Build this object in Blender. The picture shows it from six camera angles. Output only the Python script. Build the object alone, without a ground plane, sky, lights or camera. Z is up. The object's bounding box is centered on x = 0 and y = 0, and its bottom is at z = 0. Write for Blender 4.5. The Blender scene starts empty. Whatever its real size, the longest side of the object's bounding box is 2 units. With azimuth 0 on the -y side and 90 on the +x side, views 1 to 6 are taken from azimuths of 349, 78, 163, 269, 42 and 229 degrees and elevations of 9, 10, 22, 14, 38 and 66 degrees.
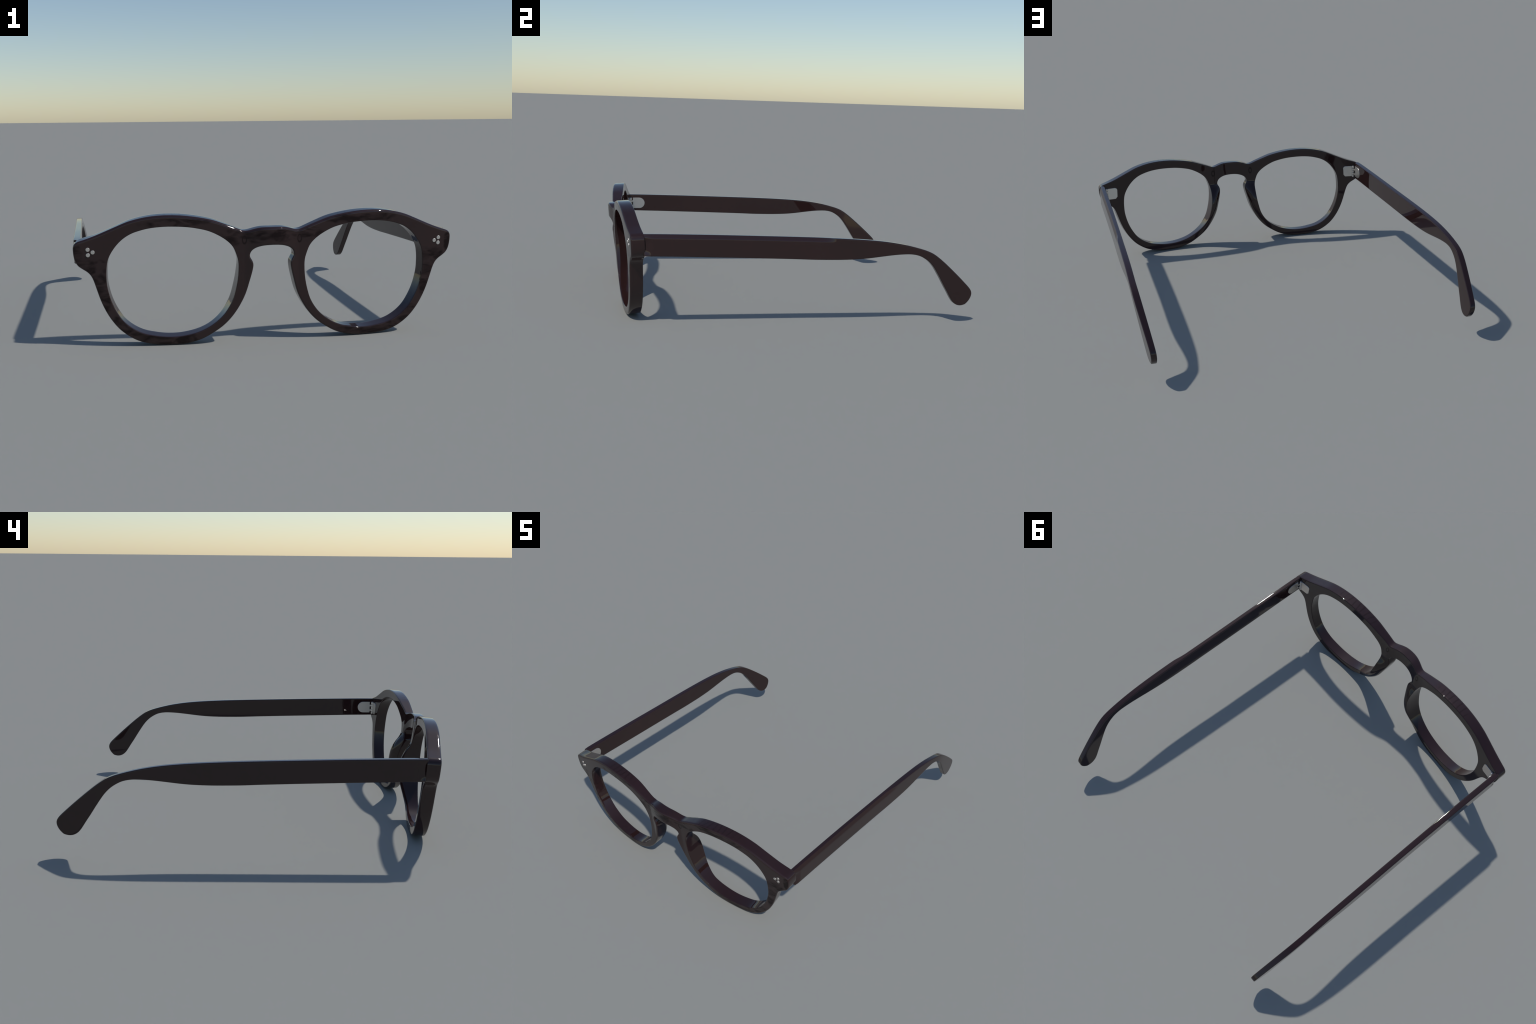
"""Dark brown acetate eyeglasses without lenses: a keyhole-bridge front with two
rims, moulded nose pads and end pieces, three metal rivets at each hinge, and two
temples that hang from five-barrel metal hinges."""
import bpy, bmesh, math
import numpy as np
from mathutils import Vector

# ------------------------------------------------------------------ helpers
def catmull(points, per=14, closed=False):
    """Centripetal-free Catmull-Rom through 2D control points."""
    P = np.array(points, float)
    n = len(P)
    out = []
    segs = n if closed else n - 1
    for i in range(segs):
        if closed:
            p0, p1, p2, p3 = P[(i - 1) % n], P[i], P[(i + 1) % n], P[(i + 2) % n]
        else:
            p1, p2 = P[i], P[i + 1]
            p0 = P[i - 1] if i > 0 else 2 * p1 - p2
            p3 = P[i + 2] if i + 2 < n else 2 * p2 - p1
        for t in np.arange(per) / per:
            out.append(0.5 * (2 * p1 + (p2 - p0) * t + (2 * p0 - 5 * p1 + 4 * p2 - p3) * t ** 2
                              + (3 * p1 - p0 - 3 * p2 + p3) * t ** 3))
    if not closed:
        out.append(P[-1])
    return np.array(out)

def resample(C, n, endpoint=True):
    s = np.r_[0, np.cumsum(np.linalg.norm(np.diff(C, axis=0), axis=1))]
    q = np.linspace(0, s[-1], n, endpoint=endpoint)
    return np.stack([np.interp(q, s, C[:, k]) for k in range(2)], -1)

def soften(C, passes, closed=False):
    C = C.copy()
    for _ in range(passes):
        if closed:
            C = 0.5 * C + 0.25 * (np.roll(C, 1, 0) + np.roll(C, -1, 0))
        else:
            C[1:-1] = 0.5 * C[1:-1] + 0.25 * (C[:-2] + C[2:])
    return C

def grow(C, d, closed=False):
    """Move a clockwise-running outline outwards by d."""
    t = np.roll(C, -1, 0) - np.roll(C, 1, 0) if closed else np.gradient(C, axis=0)
    t /= np.linalg.norm(t, axis=1, keepdims=True)
    return C + d * np.stack([-t[:, 1], t[:, 0]], -1)

def nearest_index(C, p):
    return int(np.argmin(np.sum((C - np.array(p)) ** 2, axis=1)))

def dist_to_polyline(Q, C):
    """Distance of each 2D point in Q to the polyline C."""
    A, B = C[:-1], C[1:]
    AB = B - A
    L2 = np.maximum(np.sum(AB * AB, 1), 1e-12)
    out = np.empty(len(Q))
    for k in range(0, len(Q), 2000):
        q = Q[k:k + 2000]
        t = np.clip(np.sum((q[:, None] - A) * AB, 2) / L2, 0, 1)
        d = q[:, None] - (A + t[..., None] * AB)
        out[k:k + 2000] = np.sqrt(np.min(np.sum(d * d, 2), 1))
    return out

def rounded(d, r):
    """How far a surface sinks at distance d from an edge rounded with radius r."""
    k = np.clip(r - d, 0, None)
    return r - np.sqrt(np.maximum(r * r - np.minimum(k, r) ** 2, 0))

def smooth(a, b, x):
    t = np.clip((x - a) / (b - a), 0, 1)
    return t * t * (3 - 2 * t)

def new_object(name, mesh, parent, material):
    ob = bpy.data.objects.new(name, mesh)
    bpy.context.scene.collection.objects.link(ob)
    ob.parent = parent
    if material and not mesh.materials:
        mesh.materials.append(material)
    return ob

# ---------------------------------------------------------------- materials
def math_node(nt, op, a, b=None, clamp=False):
    n = nt.nodes.new("ShaderNodeMath")
    n.operation = op
    n.use_clamp = clamp
    for k, v in enumerate((a, b)):
        if v is None:
            continue
        if isinstance(v, (int, float)):
            n.inputs[k].default_value = v
        else:
            nt.links.new(v, n.inputs[k])
    return n.outputs[0]

def acetate_material(name, dark_patches):
    m = bpy.data.materials.new(name)
    m.use_nodes = True
    nt = m.node_tree
    N, L = nt.nodes, nt.links
    b = N["Principled BSDF"]
    tc = N.new("ShaderNodeTexCoord")
    fine = N.new("ShaderNodeTexNoise")
    fine.inputs["Scale"].default_value = 5.0
    fine.inputs["Detail"].default_value = 3.0
    L.new(tc.outputs["Object"], fine.inputs["Vector"])
    ramp = N.new("ShaderNodeValToRGB")
    ramp.color_ramp.elements[0].position = 0.3
    ramp.color_ramp.elements[0].color = (0.0240, 0.0110, 0.0107, 1)
    ramp.color_ramp.elements[1].position = 0.7
    ramp.color_ramp.elements[1].color = (0.0275, 0.0122, 0.0119, 1)
    L.new(fine.outputs["Fac"], ramp.inputs["Fac"])
    b.inputs["Roughness"].default_value = 0.03
    b.inputs["IOR"].default_value = 1.5
    if not dark_patches:
        L.new(ramp.outputs["Color"], b.inputs["Base Color"])
        return m
    # dull, dark streaky patches on the front: at the end pieces, below the
    # lenses, under the brow and beside the bridge (mirrored, so they use |x|)
    sep = N.new("ShaderNodeSeparateXYZ")
    L.new(tc.outputs["Object"], sep.inputs[0])
    ax = math_node(nt, 'ABSOLUTE', sep.outputs[0])
    z = sep.outputs[2]

    def ellipse(cx, cz, rx, rz):
        u = math_node(nt, 'DIVIDE', math_node(nt, 'SUBTRACT', ax, cx), rx)
        v = math_node(nt, 'DIVIDE', math_node(nt, 'SUBTRACT', z, cz), rz)
        return math_node(nt, 'SQRT', math_node(nt, 'ADD', math_node(nt, 'MULTIPLY', u, u),
                                               math_node(nt, 'MULTIPLY', v, v)))
    wob = N.new("ShaderNodeTexNoise")
    wob.inputs["Scale"].default_value = 14.0
    wob.inputs["Detail"].default_value = 2.0
    L.new(tc.outputs["Object"], wob.inputs["Vector"])
    wobble = math_node(nt, 'MULTIPLY', math_node(nt, 'SUBTRACT', wob.outputs["Fac"], .5), 1.6)
    mask = None
    for e in ((.845, .375, .075, .055), (.800, .270, .035, .110), (.920, .440, .028, .060),
              (.560, .015, .220, .050), (.700, .090, .070, .060), (.450, .592, .170, .022),
              (.185, .520, .075, .040), (.060, .520, .070, .028)):
        d = math_node(nt, 'ADD', ellipse(*e), wobble)
        k = math_node(nt, 'MULTIPLY', math_node(nt, 'SUBTRACT', 1.15, d), 3.0, clamp=True)
        mask = k if mask is None else math_node(nt, 'MAXIMUM', mask, k)
    streak_noise = N.new("ShaderNodeTexNoise")
    mp = N.new("ShaderNodeMapping")
    mp.inputs["Scale"].default_value = (13, 13, 30)
    L.new(tc.outputs["Object"], mp.inputs["Vector"])
    L.new(mp.outputs[0], streak_noise.inputs["Vector"])
    streak_noise.noise_type = 'FBM'
    streak_noise.inputs["Scale"].default_value = 1.0
    streak_noise.inputs["Detail"].default_value = 3.0
    streak_noise.inputs["Roughness"].default_value = .55
    streak_noise.inputs["Distortion"].default_value = .7
    cr = math_node(nt, 'MULTIPLY', math_node(nt, 'SUBTRACT', streak_noise.outputs["Fac"], .38), 4.4, clamp=True)
    # only the front face is dulled
    geo = N.new("ShaderNodeNewGeometry")
    sn = N.new("ShaderNodeSeparateXYZ")
    L.new(geo.outputs["Normal"], sn.inputs[0])
    facing = math_node(nt, 'MULTIPLY', math_node(nt, 'SUBTRACT', math_node(nt, 'MULTIPLY', sn.outputs[1], -1.0), .75), 8.0, clamp=True)
    dull = math_node(nt, 'MULTIPLY', math_node(nt, 'MULTIPLY', math_node(nt, 'MULTIPLY', mask, facing), cr), .85)
    # small dark rings beside the bridge, on the front and the back
    ring = math_node(nt, 'SUBTRACT', 1.0, math_node(nt, 'MULTIPLY', math_node(nt, 'ABSOLUTE', math_node(
        nt, 'SUBTRACT', ellipse(.134, .503, .0095, .0175), 1.0)), 2.2), clamp=True)
    # fine cross ticks along the top of the brow
    wave = N.new("ShaderNodeTexWave")
    wave.bands_direction = 'X'
    wave.inputs["Scale"].default_value = 9.0
    wave.inputs["Distortion"].default_value = 3.5
    wave.inputs["Detail"].default_value = 2.0
    L.new(tc.outputs["Object"], wave.inputs["Vector"])
    top = math_node(nt, 'MULTIPLY', math_node(nt, 'SUBTRACT', sn.outputs[2], .8), 8.0, clamp=True)
    zone = math_node(nt, 'MULTIPLY', math_node(nt, 'SUBTRACT', 1.0, math_node(nt, 'ADD', ellipse(.43, .62, .17, .04), wobble)), 2.0, clamp=True)
    tick = math_node(nt, 'MULTIPLY', math_node(nt, 'SUBTRACT', wave.outputs["Fac"], .72), 3.0, clamp=True)
    tick = math_node(nt, 'MULTIPLY', math_node(nt, 'MULTIPLY', tick, top), zone)
    allm = math_node(nt, 'MAXIMUM', math_node(nt, 'MAXIMUM', dull, math_node(nt, 'MULTIPLY', ring, .9)),
                     math_node(nt, 'MULTIPLY', tick, .45))
    L.new(math_node(nt, 'SUBTRACT', .5, math_node(nt, 'MULTIPLY', allm, .42)), b.inputs["Specular IOR Level"])
    mix = N.new("ShaderNodeMix")
    mix.data_type = 'RGBA'
    L.new(allm, mix.inputs["Factor"])
    L.new(ramp.outputs["Color"], mix.inputs["A"])
    mix.inputs["B"].default_value = (.012, .0080, .0080, 1)
    L.new(mix.outputs["Result"], b.inputs["Base Color"])
    bump = N.new("ShaderNodeBump")
    bump.inputs["Strength"].default_value = .08
    bump.inputs["Distance"].default_value = .004
    L.new(dull, bump.inputs["Height"])
    L.new(bump.outputs[0], b.inputs["Normal"])
    return m

def steel_material():
    m = bpy.data.materials.new("hinge_steel")
    m.use_nodes = True
    nt = m.node_tree
    N, L = nt.nodes, nt.links
    b = N["Principled BSDF"]
    tc = N.new("ShaderNodeTexCoord")
    n = N.new("ShaderNodeTexNoise")
    n.inputs["Scale"].default_value = 60.0
    L.new(tc.outputs["Object"], n.inputs["Vector"])
    ramp = N.new("ShaderNodeValToRGB")
    ramp.color_ramp.elements[0].color = (0.69, 0.65, 0.61, 1)
    ramp.color_ramp.elements[1].color = (0.72, 0.68, 0.64, 1)
    L.new(n.outputs["Fac"], ramp.inputs["Fac"])
    L.new(ramp.outputs["Color"], b.inputs["Base Color"])
    b.inputs["Metallic"].default_value = 1.0
    b.inputs["Roughness"].default_value = 0.42
    return m

ACETATE = acetate_material("dark_brown_acetate", False)
ACETATE_PATCHY = acetate_material("dark_brown_acetate_patchy", True)
STEEL = steel_material()

# --------------------------------------------------------------- front shape
Z0 = 0.0     # height of the rims above the ground

# outline of the right half of the front, seen from straight ahead (x, z)
OUTER = [(0.0000, 0.5584), (0.0301, 0.5584), (0.0571, 0.5569), (0.0851, 0.5509), (0.1082, 0.5440),
         (0.1252, 0.5415), (0.1431, 0.5440), (0.1802, 0.5589), (0.2303, 0.5778), (0.2815, 0.5958),
         (0.3336, 0.6077), (0.3857, 0.6162), (0.4358, 0.6217), (0.4859, 0.6238), (0.5359, 0.6228),
         (0.5859, 0.6178), (0.6329, 0.6089), (0.6808, 0.5955), (0.7306, 0.5751), (0.7804, 0.5537),
         (0.8302, 0.5329), (0.8800, 0.5145), (0.9049, 0.5066), (0.9198, 0.4986), (0.9272, 0.4852),
         (0.9280, 0.4653), (0.9263, 0.4435), (0.9211, 0.4186), (0.9089, 0.3967), (0.8889, 0.3808),
         (0.8688, 0.3674), (0.8522, 0.3500), (0.8406, 0.3262), (0.8273, 0.2835), (0.8110, 0.2310),
         (0.7908, 0.1814), (0.7626, 0.1309), (0.7275, 0.0858), (0.6895, 0.0531), (0.6455, 0.0269),
         (0.5956, 0.0105), (0.5428, 0.0036), (0.4830, 0.0007), (0.4303, 0.0022), (0.3785, 0.0106),
         (0.3287, 0.0269), (0.2790, 0.0546), (0.2322, 0.0882), (0.1914, 0.1308), (0.1566, 0.1823),
         (0.1297, 0.2377), (0.1108, 0.3012), (0.0988, 0.3468), (0.0934, 0.3785), (0.0964, 0.3954),
         (0.1049, 0.4103), (0.1105, 0.4217), (0.1085, 0.4361), (0.1000, 0.4510), (0.0830, 0.4639),
         (0.0560, 0.4734), (0.0280, 0.4773), (0.0000, 0.4783)]
HOLE = [(0.4806, 0.5720), (0.5356, 0.5705), (0.5856, 0.5645), (0.6345, 0.5521), (0.6684, 0.5387),
        (0.7022, 0.5164), (0.7319, 0.4865), (0.7557, 0.4523), (0.7704, 0.4205), (0.7766, 0.3857),
        (0.7789, 0.3510), (0.7781, 0.3063), (0.7703, 0.2617), (0.7571, 0.2171), (0.7379, 0.1744),
        (0.7118, 0.1318), (0.6817, 0.1011), (0.6457, 0.0764), (0.6078, 0.0595), (0.5629, 0.0491),
        (0.5180, 0.0422), (0.4732, 0.0402), (0.4284, 0.0432), (0.3736, 0.0541), (0.3288, 0.0704),
        (0.2870, 0.0942), (0.2492, 0.1249), (0.2194, 0.1605), (0.1945, 0.2041), (0.1786, 0.2546),
        (0.1682, 0.3061), (0.1638, 0.3567), (0.1649, 0.3984), (0.1755, 0.4361), (0.1900, 0.4689),
        (0.2171, 0.4977), (0.2552, 0.5236), (0.3033, 0.5465), (0.3554, 0.5600), (0.4105, 0.5684)]

def front_y(x, z):
    """Front face: gentle base curve, leaning forward at the top, bridge bulging forward."""
    bulge = 0.027 * np.clip(1 - (np.abs(x) / 0.135) ** 2, 0, 1) ** 1.5
    k = z - 0.3
    return -0.9569 + 0.0833 * x * x - 0.0685 * k + 0.017 * k * k - 0.0085 * x * x * k - bulge

def front_normal(x, z):
    """Direction from the front face to the back; the end pieces are cut straight back."""
    k = z - 0.3
    nx = -(0.1666 * x - 0.017 * x * k) * (1 - smooth(.83, .90, np.abs(x)))
    n = np.stack([nx, np.ones_like(x), 0.0685 - 0.034 * k + 0.0085 * x * x], -1)
    return n / np.linalg.norm(n, axis=-1, keepdims=True)

def thickness(x, z):
    ax = np.abs(x)
    t = 0.066 + 0.005 * smooth(.14, .40, ax)
    t -= 0.011 * np.exp(-((ax - .145) / .085) ** 2) * smooth(.32, .54, z)
    return t

# how far the moulded nose pad stands out of the back at the lens edge, by height
PAD_Z = [.08, .10, .12, .16, .20, .25, .30, .34, .37, .395, .412]
PAD_E = [.0, .006, .015, .030, .044, .052, .051, .040, .026, .009, .0]

def edge_radius(z):
    """Rounding of the outer front edge: softer along the brow line."""
    return .008 + .004 * smooth(.49, .55, z)

R_HOLE, R_BACK, WALLS = .004, .004, 5

def edge_steps(r, length, sides=(1, 1), mid=9):
    """Fractions 0..1 along a span, crowded towards edges that are rounded with radius r."""
    st = np.array([0, .03, .12, .3, .6, 1, 1.4])
    a = np.minimum(st * r[0] / length, .35 * st / 1.4)
    c = 1 - np.minimum(st[::-1] * r[1] / length, .35 * st[::-1] / 1.4)
    return np.r_[a, np.linspace(a[-1], c[0], mid + 2)[1:-1], c]

def front_layout():
    """2D layout of the right half: a ring of columns round the lens and a patch for the bridge."""
    outer = grow(soften(resample(catmull(OUTER, 16), 1600), 30), .0026)
    outer[:, 1] += .0008 + .0000 * smooth(.45, .55, outer[:, 1])
    outer[0, 0] = outer[-1, 0] = 0
    hole = catmull(HOLE, 16, closed=True)
    hole = soften(resample(np.vstack([hole, hole[:1]]), 1200, endpoint=False), 60, closed=True)
    hole = grow(hole, .0022, closed=True)
    marks = [((.1252, .5415), (.205, .487)), ((.180, .559), (.235, .513)),
             ((.281, .5958), (.303, .547)), ((.4859, .6238), (.48, .572)), ((.680, .596), (.640, .551)),
             ((.830, .533), (.702, .5165)), ((.922, .496), (.735, .483)), ((.928, .465), (.756, .452)),
             ((.921, .4186), (.770, .422)), ((.889, .381), (.7765, .388)), ((.852, .350), (.779, .350)),
             ((.827, .2835), (.775, .282)), ((.7626, .131), (.724, .150)), ((.6455, .027), (.623, .065)),
             ((.483, .0007), (.480, .0402)), ((.3287, .027), (.343, .0645)), ((.1914, .1308), (.228, .149)),
             ((.1297, .2377), (.183, .240)), ((.0988, .3468), (.165, .346)), ((.1105, .4217), (.1695, .4175))]
    oi = [nearest_index(outer, p) for p, q in marks]
    hi = [nearest_index(hole, q) for p, q in marks]
    H = len(hole)
    for k in range(1, len(hi)):
        while hi[k] < hi[k - 1]:
            hi[k] += H
    loop = np.vstack([hole, hole, hole])
    pick = lambda C, q: np.stack([np.interp(q, np.arange(len(C)), C[:, c]) for c in (0, 1)], -1)
    A, Bq = [], []
    for k in range(len(marks) - 1):
        n = max(8, int((oi[k + 1] - oi[k]) * .34))
        t = np.arange(n) / n
        A.append(oi[k] + t * (oi[k + 1] - oi[k]))
        Bq.append(hi[k] + t * (hi[k + 1] - hi[k]))
    A = np.r_[np.concatenate(A), oi[-1]]
    Bq = np.r_[np.concatenate(Bq), hi[-1]]
    for _ in range(40):                                # even out the column spacing
        Bq[1:-1] = .5 * Bq[1:-1] + .25 * (Bq[:-2] + Bq[2:])
    O2, H2 = pick(outer, A), pick(loop, Bq)
    n_real = len(O2)
    # bridge patch: columns from the cut beside the nose to the mirror line
    top = outer[:oi[0] + 1][::-1]
    low = outer[oi[-1]:]
    nb = 64
    T, W = resample(top, nb), resample(low, nb)
    span = np.linalg.norm(T - W, axis=1)
    rows = np.stack([edge_steps((.012, .008), L, mid=11) for L in span])
    patch = T[:, None] + rows[..., None] * (W - T)[:, None]
    # the cut closes the ring (from the keyhole back up to the brow)
    cut = patch[0][::-1]
    cq = np.interp(rows[0], [0, 1], [hi[0] + H, hi[-1]])[::-1]
    O2 = np.vstack([O2, cut[1:-1]])
    H2 = np.vstack([H2, pick(loop, cq[1:-1])])
    return O2, H2, n_real, patch, outer, np.vstack([hole, hole[:1]])

def build_front(parent):
    O2, H2, n_real, patch, outer, hole = front_layout()
    n = len(O2)
    seg = np.linalg.norm(O2 - H2, axis=1)
    U = np.stack([edge_steps((edge_radius(O2[i, 1]), R_HOLE), seg[i]) for i in range(n)])
    ring = O2[:, None] + U[..., None] * (H2 - O2)[:, None]
    # nose pad: a wedge rising from the nose edge to a ridge on the lens edge
    E = np.interp(H2[:, 1], PAD_Z, PAD_E) * (H2[:, 0] < .36)
    for _ in range(20):
        E = 0.5 * E + 0.25 * (np.roll(E, 1) + np.roll(E, -1))
    wedge = .30 + .70 * (1 - (1 - U) ** 2.4)

    def surfaces(G, extra):
        shape = G.shape[:-1]
        Q = G.reshape(-1, 2)
        do = dist_to_polyline(Q, outer).reshape(shape)
        dh = dist_to_polyline(Q, hole).reshape(shape)
        X, Z = G[..., 0], G[..., 1]
        front = np.maximum(rounded(do, edge_radius(Z)), rounded(dh, R_HOLE))
        back = np.maximum(rounded(do, R_BACK), rounded(dh, R_BACK))
        base = np.stack([X, front_y(X, Z), Z + Z0], -1)
        nrm = front_normal(X, Z)
        return base + nrm * front[..., None], base + nrm * (thickness(X, Z) + extra - back)[..., None]

    def tag(i):
        x, z = O2[i]
        if i >= n_real - 1 or (z > .38 and x < .16 and H2[i, 1] > .41):
            return "bridge"
        if x < .30 and E[i] > .002:
            return "nose_pad"
        if x > .80 and z > .345:
            return "end_piece"
        return "rim"
    tags = [tag(i) for i in range(n)]

    verts, faces, labels = [], [], []

    def add(grid, f, lab, flip):
        """Quads over a vertex grid."""
        off = len(verts)
        verts.extend(map(tuple, grid.reshape(-1, 3)))
        a, b = grid.shape[:2]
        for i in range(a - 1):
            for j in range(b - 1):
                q = [off + i * b + j, off + i * b + j + 1, off + (i + 1) * b + j + 1, off + (i + 1) * b + j]
                faces.append(q[::-1] if flip else q)
                labels.append(lab(i))

    def wall(Fe, Be):
        k = np.linspace(0, 1, WALLS + 1)[None, :, None]
        return Fe[:, None] + k * (Be - Fe)[:, None]

    F, B = surfaces(ring, E[:, None] * wedge)
    PF, PB = surfaces(patch, np.zeros(patch.shape[:-1]))
    close = lambda M: np.concatenate([M, M[:1]], 0)
    for side in (1, -1):
        sg = np.array([side, 1, 1])
        lab = lambda i: (tags[i % n], 0 if tags[i % n] == "bridge" else side)
        br = lambda i: ("bridge", 0)
        add(close(F) * sg, None, lab, False)
        add(close(B) * sg, None, lab, True)
        add(wall(close(F)[:, -1], close(B)[:, -1]) * sg, None, lab, False)
        add(wall(F[:n_real, 0], B[:n_real, 0]) * sg, None, lab, True)
        add(PF * sg, None, br, False)
        add(PB * sg, None, br, True)
        add(wall(PF[:, 0], PB[:, 0]) * sg, None, br, True)
        add(wall(PF[:, -1], PB[:, -1]) * sg, None, br, True)
    me = bpy.data.meshes.new("front_whole")
    me.from_pydata(verts, [], faces)
    names = sorted(set(labels))
    for p, lb in zip(me.polygons, labels):
        p.material_index = names.index(lb)
    bm = bmesh.new()
    bm.from_mesh(me)
    bmesh.ops.remove_doubles(bm, verts=bm.verts, dist=3e-5)
    bmesh.ops.recalc_face_normals(bm, faces=bm.faces)
    bm.normal_update()
    bpy.data.meshes.remove(me)
    # split into named parts that share borders and the whole body's normals
    for li, (kind, side) in enumerate(names):
        vmap, vs, ns, fs = {}, [], [], []
        for f in bm.faces:
            if f.material_index != li:
                continue
            idx = []
            for v in f.verts:
                if v.index not in vmap:
                    vmap[v.index] = len(vs)
                    vs.append(v.co[:])
                    ns.append(v.normal[:])
                idx.append(vmap[v.index])
            fs.append(idx)
        pm = bpy.data.meshes.new(kind)
        pm.from_pydata(vs, [], fs)
        pm.polygons.foreach_set("use_smooth", [True] * len(pm.polygons))
        pm.normals_split_custom_set_from_vertices(ns)
        new_object(kind, pm, parent, ACETATE_PATCHY)
    bm.free()

# -------------------------------------------------------------------- temple
TOP = [(-.8400, .5085), (-.76, .5085), (-.66, .5075), (-.45, .5045), (-.235, .5000), (-.03, .4955),
       (.10, .4920), (.20, .4885), (.29, .4845), (.35, .4810), (.41, .4765), (.47, .4705), (.53, .4620),
       (.58, .4530), (.63, .4415), (.67, .4310), (.705, .4205), (.745, .4030), (.79, .3720), (.83, .3400),
       (.87, .3060), (.91, .2710), (.945, .2390), (.974, .2120), (.9925, .1925), (1.0010, .1755),
       (1.0010, .1640), (.9975, .1490), (.9890, .1315), (.9780, .1175)]
BOTTOM = [(-.8310, .3945), (-.76, .3935), (-.66, .3920), (-.45, .3875), (-.235, .3825), (-.03, .3770),
          (.07, .3735), (.15, .3725), (.22, .3725), (.29, .3745), (.34, .3775), (.39, .3825), (.45, .3900),
          (.51, .3970), (.56, .4010), (.605, .4020), (.635, .3990), (.665, .3915), (.695, .3760),
          (.722, .3570), (.750, .3280), (.775, .2930), (.800, .2550), (.825, .2150), (.850, .1780),
          (.870, .1460), (.887, .1230), (.905, .1085), (.926, .1010), (.948, .1010)]
TIP = (.966, .1075)

def fold(y, z, start, width=.035):
    """How far past the ear bend a point lies, measured down the slope of the tip."""
    q = (.7 * (y - z) - start) / width
    return width * np.log1p(np.exp(np.clip(q, -40, 40)))

def temple_outer_x(y, z):
    x = .9290 - .004 * (1 - smooth(-.85, -.80, y)) \
        - .008 * np.clip(1 - ((y + .842) / .052) ** 2, 0, 1) * np.clip(1.25 - 1.25 * ((z - .447) / .05) ** 2, 0, 1) + .0040 * smooth(-.2, .45, y)
    return x - .125 * fold(y, z, .235)

def temple_inner_x(y, z):
    x = .8935 + .0055 * smooth(-.5, .45, y)
    return x - .105 * fold(y, z, .20)

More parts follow.
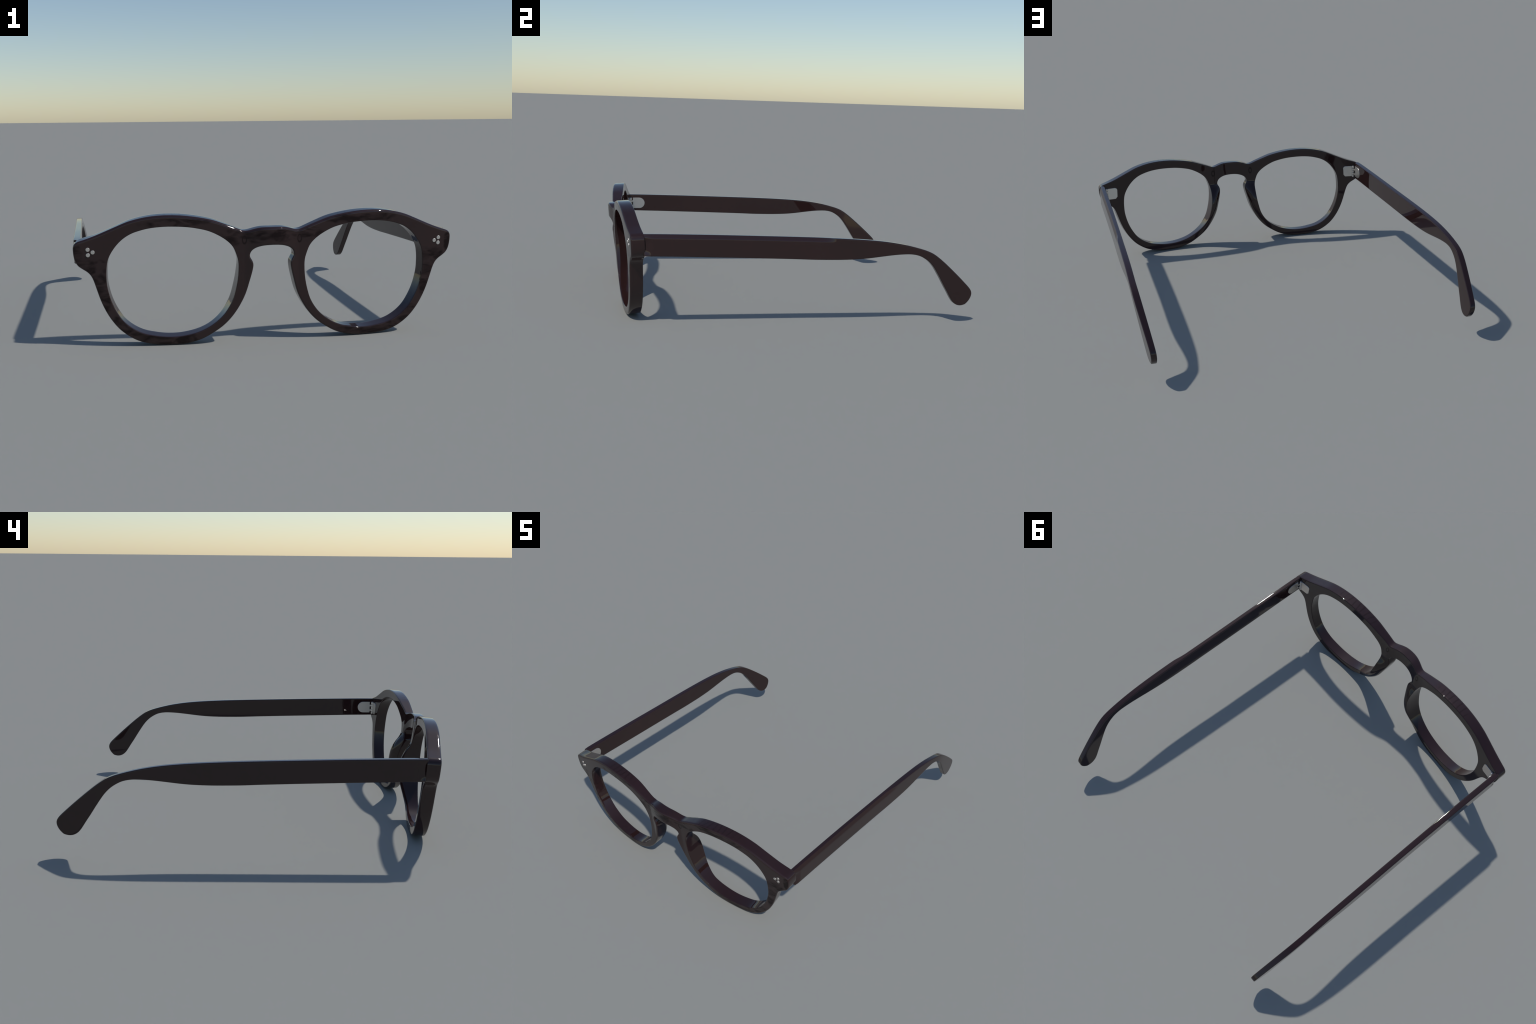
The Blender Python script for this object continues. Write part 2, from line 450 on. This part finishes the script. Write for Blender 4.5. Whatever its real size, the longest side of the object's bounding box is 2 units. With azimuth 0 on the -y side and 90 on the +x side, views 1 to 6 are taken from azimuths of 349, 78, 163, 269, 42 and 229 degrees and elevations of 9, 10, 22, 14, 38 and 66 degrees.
def build_temple(parent, side, name):
    top = soften(resample(catmull(TOP + [TIP], 14), 420), 14)
    bot = soften(resample(catmull(BOTTOM + [TIP], 14), 420), 14)
    # stations: match the two curves by how far along the arm they are
    ns = 300
    marks = [((-.84, .5085), (-.831, .3945)), ((.10, .492), (.10, .373)), ((.47, .4705), (.45, .39)),
             ((.67, .431), (.605, .402)), ((.79, .372), (.722, .357)), ((.91, .271), (.80, .255)),
             ((.99, .194), (.870, .146)), ((.999, .15), (.905, .1085)), (TIP, TIP)]
    ti = [nearest_index(top, a) for a, b in marks]
    bi = [nearest_index(bot, b) for a, b in marks]
    ti[-1] = bi[-1] = 419
    u = np.r_[np.linspace(0, .02, 14)[:-1], np.linspace(.02, .96, ns), np.linspace(.96, 1, 40)[1:]]
    knots = np.linspace(0, 1, len(marks))
    knots = np.array(ti) / ti[-1]
    a, b = np.interp(u, knots, ti), np.interp(u, knots, bi)
    for _ in range(30):
        b[1:-1] = .5 * b[1:-1] + .25 * (b[:-2] + b[2:])
    A = np.stack([np.interp(a, np.arange(420), top[:, c]) for c in (0, 1)], -1)
    Bm = np.stack([np.interp(b, np.arange(420), bot[:, c]) for c in (0, 1)], -1)
    r = .005
    fr = np.r_[0, .03, .12, .3, .6, 1, 1.5, 2.2, 3.0, 4.0, 4.6]
    seg = np.linalg.norm(A - Bm, axis=1)
    n, half = len(A), len(fr)
    rows = 2 * half + 5
    U = np.zeros((n, rows))
    for i in range(n):
        e = np.minimum(fr * r / max(seg[i], 1e-6), .42 * fr / 4.6)
        U[i] = np.r_[e, np.linspace(e[-1], 1 - e[-1], 7)[1:-1], 1 - e[::-1]]
    G = A[:, None] + U[..., None] * (Bm - A)[:, None]
    Q = G.reshape(-1, 2)
    loop = np.vstack([top, bot[::-1], top[:1]])
    d = dist_to_polyline(Q, loop).reshape(n, rows)
    dt = dist_to_polyline(Q, np.vstack([top[:1] - [[.05, 0]], top])).reshape(n, rows)
    Y, Z = G[..., 0], G[..., 1]
    sink = rounded(d, r)
    # long chamfer along the upper outer edge of the front half of the arm
    fade = (1 - smooth(.08, .22, Y)) * (side > 0)
    cham = fade * np.clip(.0105 * (1 - dt / .021), 0, None)
    Xo = temple_outer_x(Y, Z) - np.maximum(sink, cham)
    Xi = temple_inner_x(Y, Z) + sink
    walls = 4

    def place(xx):
        # the hinge end follows the slanted back of the end piece
        shear = .165 * (xx - .91) * (1 - smooth(-.84, -.70, Y if xx.shape == Y.shape else Y[:, 0]))
        return shear
    Po = np.stack([Xo, Y + place(Xo), Z + .003], -1)
    Pi = np.stack([Xi, Y + place(Xi), Z + .003], -1)
    verts, faces = [], []
    no = n * rows
    verts += Po.reshape(-1, 3).tolist() + Pi.reshape(-1, 3).tolist()
    fo = lambda i, j: i * rows + j
    fi = lambda i, j: no + i * rows + j
    for i in range(n - 1):
        for j in range(rows - 1):
            faces.append([fo(i, j), fo(i, j + 1), fo(i + 1, j + 1), fo(i + 1, j)])
            faces.append([fi(i, j), fi(i + 1, j), fi(i + 1, j + 1), fi(i, j + 1)])
    rim = [(i, 0) for i in range(n)] + [(n - 1, j) for j in range(1, rows)] \
        + [(i, rows - 1) for i in range(n - 2, -1, -1)] + [(0, j) for j in range(rows - 2, 0, -1)]
    cols = []
    for (i, j) in rim:
        c = [fo(i, j)]
        for k in range(1, walls):
            verts.append((Po[i, j] + (Pi[i, j] - Po[i, j]) * k / walls).tolist())
            c.append(len(verts) - 1)
        c.append(fi(i, j))
        cols.append(c)
    for q in range(len(cols)):
        c1, c2 = cols[q], cols[(q + 1) % len(cols)]
        for k in range(walls):
            faces.append([c1[k], c1[k + 1], c2[k + 1], c2[k]])
    if side < 0:
        verts = [(-v[0], v[1], v[2]) for v in verts]
    bm = bmesh.new()
    bv = [bm.verts.new(v) for v in verts]
    for f in faces:
        bm.faces.new([bv[k] for k in f])
    bmesh.ops.remove_doubles(bm, verts=bm.verts, dist=2e-5)
    bmesh.ops.dissolve_degenerate(bm, edges=bm.edges, dist=1e-6)
    bmesh.ops.recalc_face_normals(bm, faces=bm.faces)
    for f in bm.faces:
        f.smooth = True
    me = bpy.data.meshes.new(name)
    bm.to_mesh(me)
    bm.free()
    return new_object(name, me, parent, ACETATE)

# ------------------------------------------------------------------ hardware
def plate_mesh(name, outline, depth, place, bevel=.0012):
    """A thin plate with rounded rims: outline in (u, v), placed by place(u, v, h)."""
    C = np.array(outline)
    c = C.mean(0)
    inset = c + (C - c) * (1 - bevel / np.linalg.norm(C - c, axis=1, keepdims=True))
    levels = [(C, -.004), (C, depth - bevel), (c + (C - c) * .5 + (inset - c) * .5, depth - .3 * bevel), (inset, depth)]
    verts, faces = [], []
    n = len(C)
    for P, h in levels:
        verts += [place(p[0], p[1], h) for p in P]
    for k in range(len(levels) - 1):
        for i in range(n):
            j = (i + 1) % n
            faces.append([k * n + i, k * n + j, (k + 1) * n + j, (k + 1) * n + i])
    faces.append([(len(levels) - 1) * n + i for i in range(n)])
    faces.append([i for i in range(n)][::-1])
    me = bpy.data.meshes.new(name)
    me.from_pydata(verts, [], faces)
    bm = bmesh.new()
    bm.from_mesh(me)
    bmesh.ops.recalc_face_normals(bm, faces=bm.faces)
    bm.to_mesh(me)
    bm.free()
    return me

def stadium(y0, y1, z0, z1, n=20):
    """Flat at y0, a half circle towards y1."""
    rz = (z1 - z0) / 2
    zc = (z0 + z1) / 2
    pts = [(y0, z0)]
    for k in range(n + 1):
        a = -math.pi / 2 + math.pi * k / n
        pts.append((y1 - rz + rz * math.cos(a), zc + rz * math.sin(a)))
    pts.append((y0, z1))
    return pts

def lathe_mesh(name, profile, n=28):
    """Solid of revolution about z from an (r, z) profile."""
    verts, faces = [], []
    m = len(profile)
    for i in range(n):
        a = 2 * math.pi * i / n
        verts += [(r * math.cos(a), r * math.sin(a), z) for r, z in profile]
    for i in range(n):
        j = (i + 1) % n
        for k in range(m - 1):
            faces.append([i * m + k, j * m + k, j * m + k + 1, i * m + k + 1])
    me = bpy.data.meshes.new(name)
    me.from_pydata(verts, [], faces)
    bm = bmesh.new()
    bm.from_mesh(me)
    bmesh.ops.remove_doubles(bm, verts=bm.verts, dist=1e-6)
    bmesh.ops.recalc_face_normals(bm, faces=bm.faces)
    bm.to_mesh(me)
    bm.free()
    me.materials.append(STEEL)
    return me

def build_rivets(parent):
    r, h = .0096, .0022
    prof = [(0, h), (r * .90, h), (r * .97, h * .8), (r, h * .4), (r, -.01), (0, -.01)]
    me = lathe_mesh("rivet", prof)
    for side in (1, -1):
        for x, z in ((.8625, .4735), (.8400, .4605), (.8620, .4475)):
            n = front_normal(np.array([x]), np.array([z]))[0]
            n = Vector((side * -n[0], -n[1], -n[2]))
            ob = new_object("rivet", me, parent, None)
            ob.location = (side * x, float(front_y(np.array(x), np.array(z))), z + Z0)
            ob.rotation_euler = n.to_track_quat('Z', 'Y').to_euler()

def build_hinge(front, temple, side):
    # plate let into the back of the end piece
    def on_back(x, z, h):
        xa, za = np.array([x]), np.array([z])
        for _ in range(4):                     # front point that lies straight before this back point
            q = front_normal(xa, za)[0] * thickness(xa, za)[0]
            xa, za = np.array([x - q[0]]), np.array([z - q[2]])
        p = np.array([xa[0], float(front_y(xa, za)[0]), za[0] + Z0]) + front_normal(xa, za)[0] * (thickness(xa, za)[0] + h)
        return (side * p[0], p[1], p[2])
    x0, x1, z0, z1, c = .8105, .8745, .4135, .4880, .014
    out = [(x1, z0), (x1, z1), (x0 + c, z1), (x0 + .35 * c, z1 - .35 * c), (x0, z1 - c), (x0 + .002, z0 + c), (x0 + c, z0)]
    new_object("hinge_plate", plate_mesh("hinge_plate", out, .0035, on_back), front, STEEL)
    # plate let into the inner face of the temple
    def on_temple(y, z, h):
        x = float(temple_inner_x(np.array([y]), np.array([z]))[0]) - h
        return (side * x, y, z + Z0)
    new_object("hinge_plate", plate_mesh("hinge_plate", stadium(-.8140, -.7305, .4145, .4890), .0035, on_temple), temple, STEEL)
    # five barrels on the pin
    ax, ay, R = .8830, -.8300, .0090
    z_lo, z_hi, cnt, gap = .4085, .4880, 5, .0016
    hgt = (z_hi - z_lo - gap * (cnt - 1)) / cnt
    e = .0012
    prof = [(0, 0), (R - e, 0), (R, e), (R, hgt - e), (R - e, hgt), (0, hgt)]
    barrel = lathe_mesh("hinge_barrel", prof)
    for k in range(cnt):
        owner = front if k % 2 == 0 else temple
        ob = new_object("hinge_barrel", barrel, owner, None)
        ob.location = (side * ax, ay, z_lo + Z0 + k * (hgt + gap))
        # knuckle arm that ties the barrel to its plate
        zc0, zc1 = z_lo + k * (hgt + gap) + .0012, z_lo + k * (hgt + gap) + hgt - .0012
        bm = bmesh.new()
        bmesh.ops.create_cube(bm, size=1)
        if k % 2 == 0:
            lo, hi = (.868, ay - .0080, zc0), (ax, ay - .001, zc1)
        else:
            lo, hi = (ax + .001, ay, zc0), (ax + .0085, -.8095, zc1)
        for v in bm.verts:
            v.co = [side * (lo[0] + (v.co.x + .5) * (hi[0] - lo[0])),
                    lo[1] + (v.co.y + .5) * (hi[1] - lo[1]), Z0 + lo[2] + (v.co.z + .5) * (hi[2] - lo[2])]
        bmesh.ops.recalc_face_normals(bm, faces=bm.faces)
        me = bpy.data.meshes.new("hinge_arm")
        bm.to_mesh(me)
        bm.free()
        new_object("hinge_arm", me, owner, STEEL)
    screw = lathe_mesh("hinge_screw", [(0, -.07), (.004, -.07), (.004, 0), (.0075, 0), (.0075, .0012), (.0065, .002),
                                       (.003, .002), (.0028, .0005), (0, .0005)])
    ob = new_object("hinge_screw", screw, front, None)
    ob.location = (side * ax, ay, z_hi + Z0)

# --------------------------------------------------------------------- build
glasses = bpy.data.objects.new("eyeglasses", None)
bpy.context.scene.collection.objects.link(glasses)
glasses["label"] = "dark brown glossy keyhole-bridge eyeglass frame with open temples"
glasses["category"] = "eyeglasses"

front = bpy.data.objects.new("front_frame", None)
bpy.context.scene.collection.objects.link(front)
front.parent = glasses
build_front(front)
build_rivets(front)
for s in (1, -1):
    arm = build_temple(glasses, s, "temple")
    build_hinge(front, arm, s)
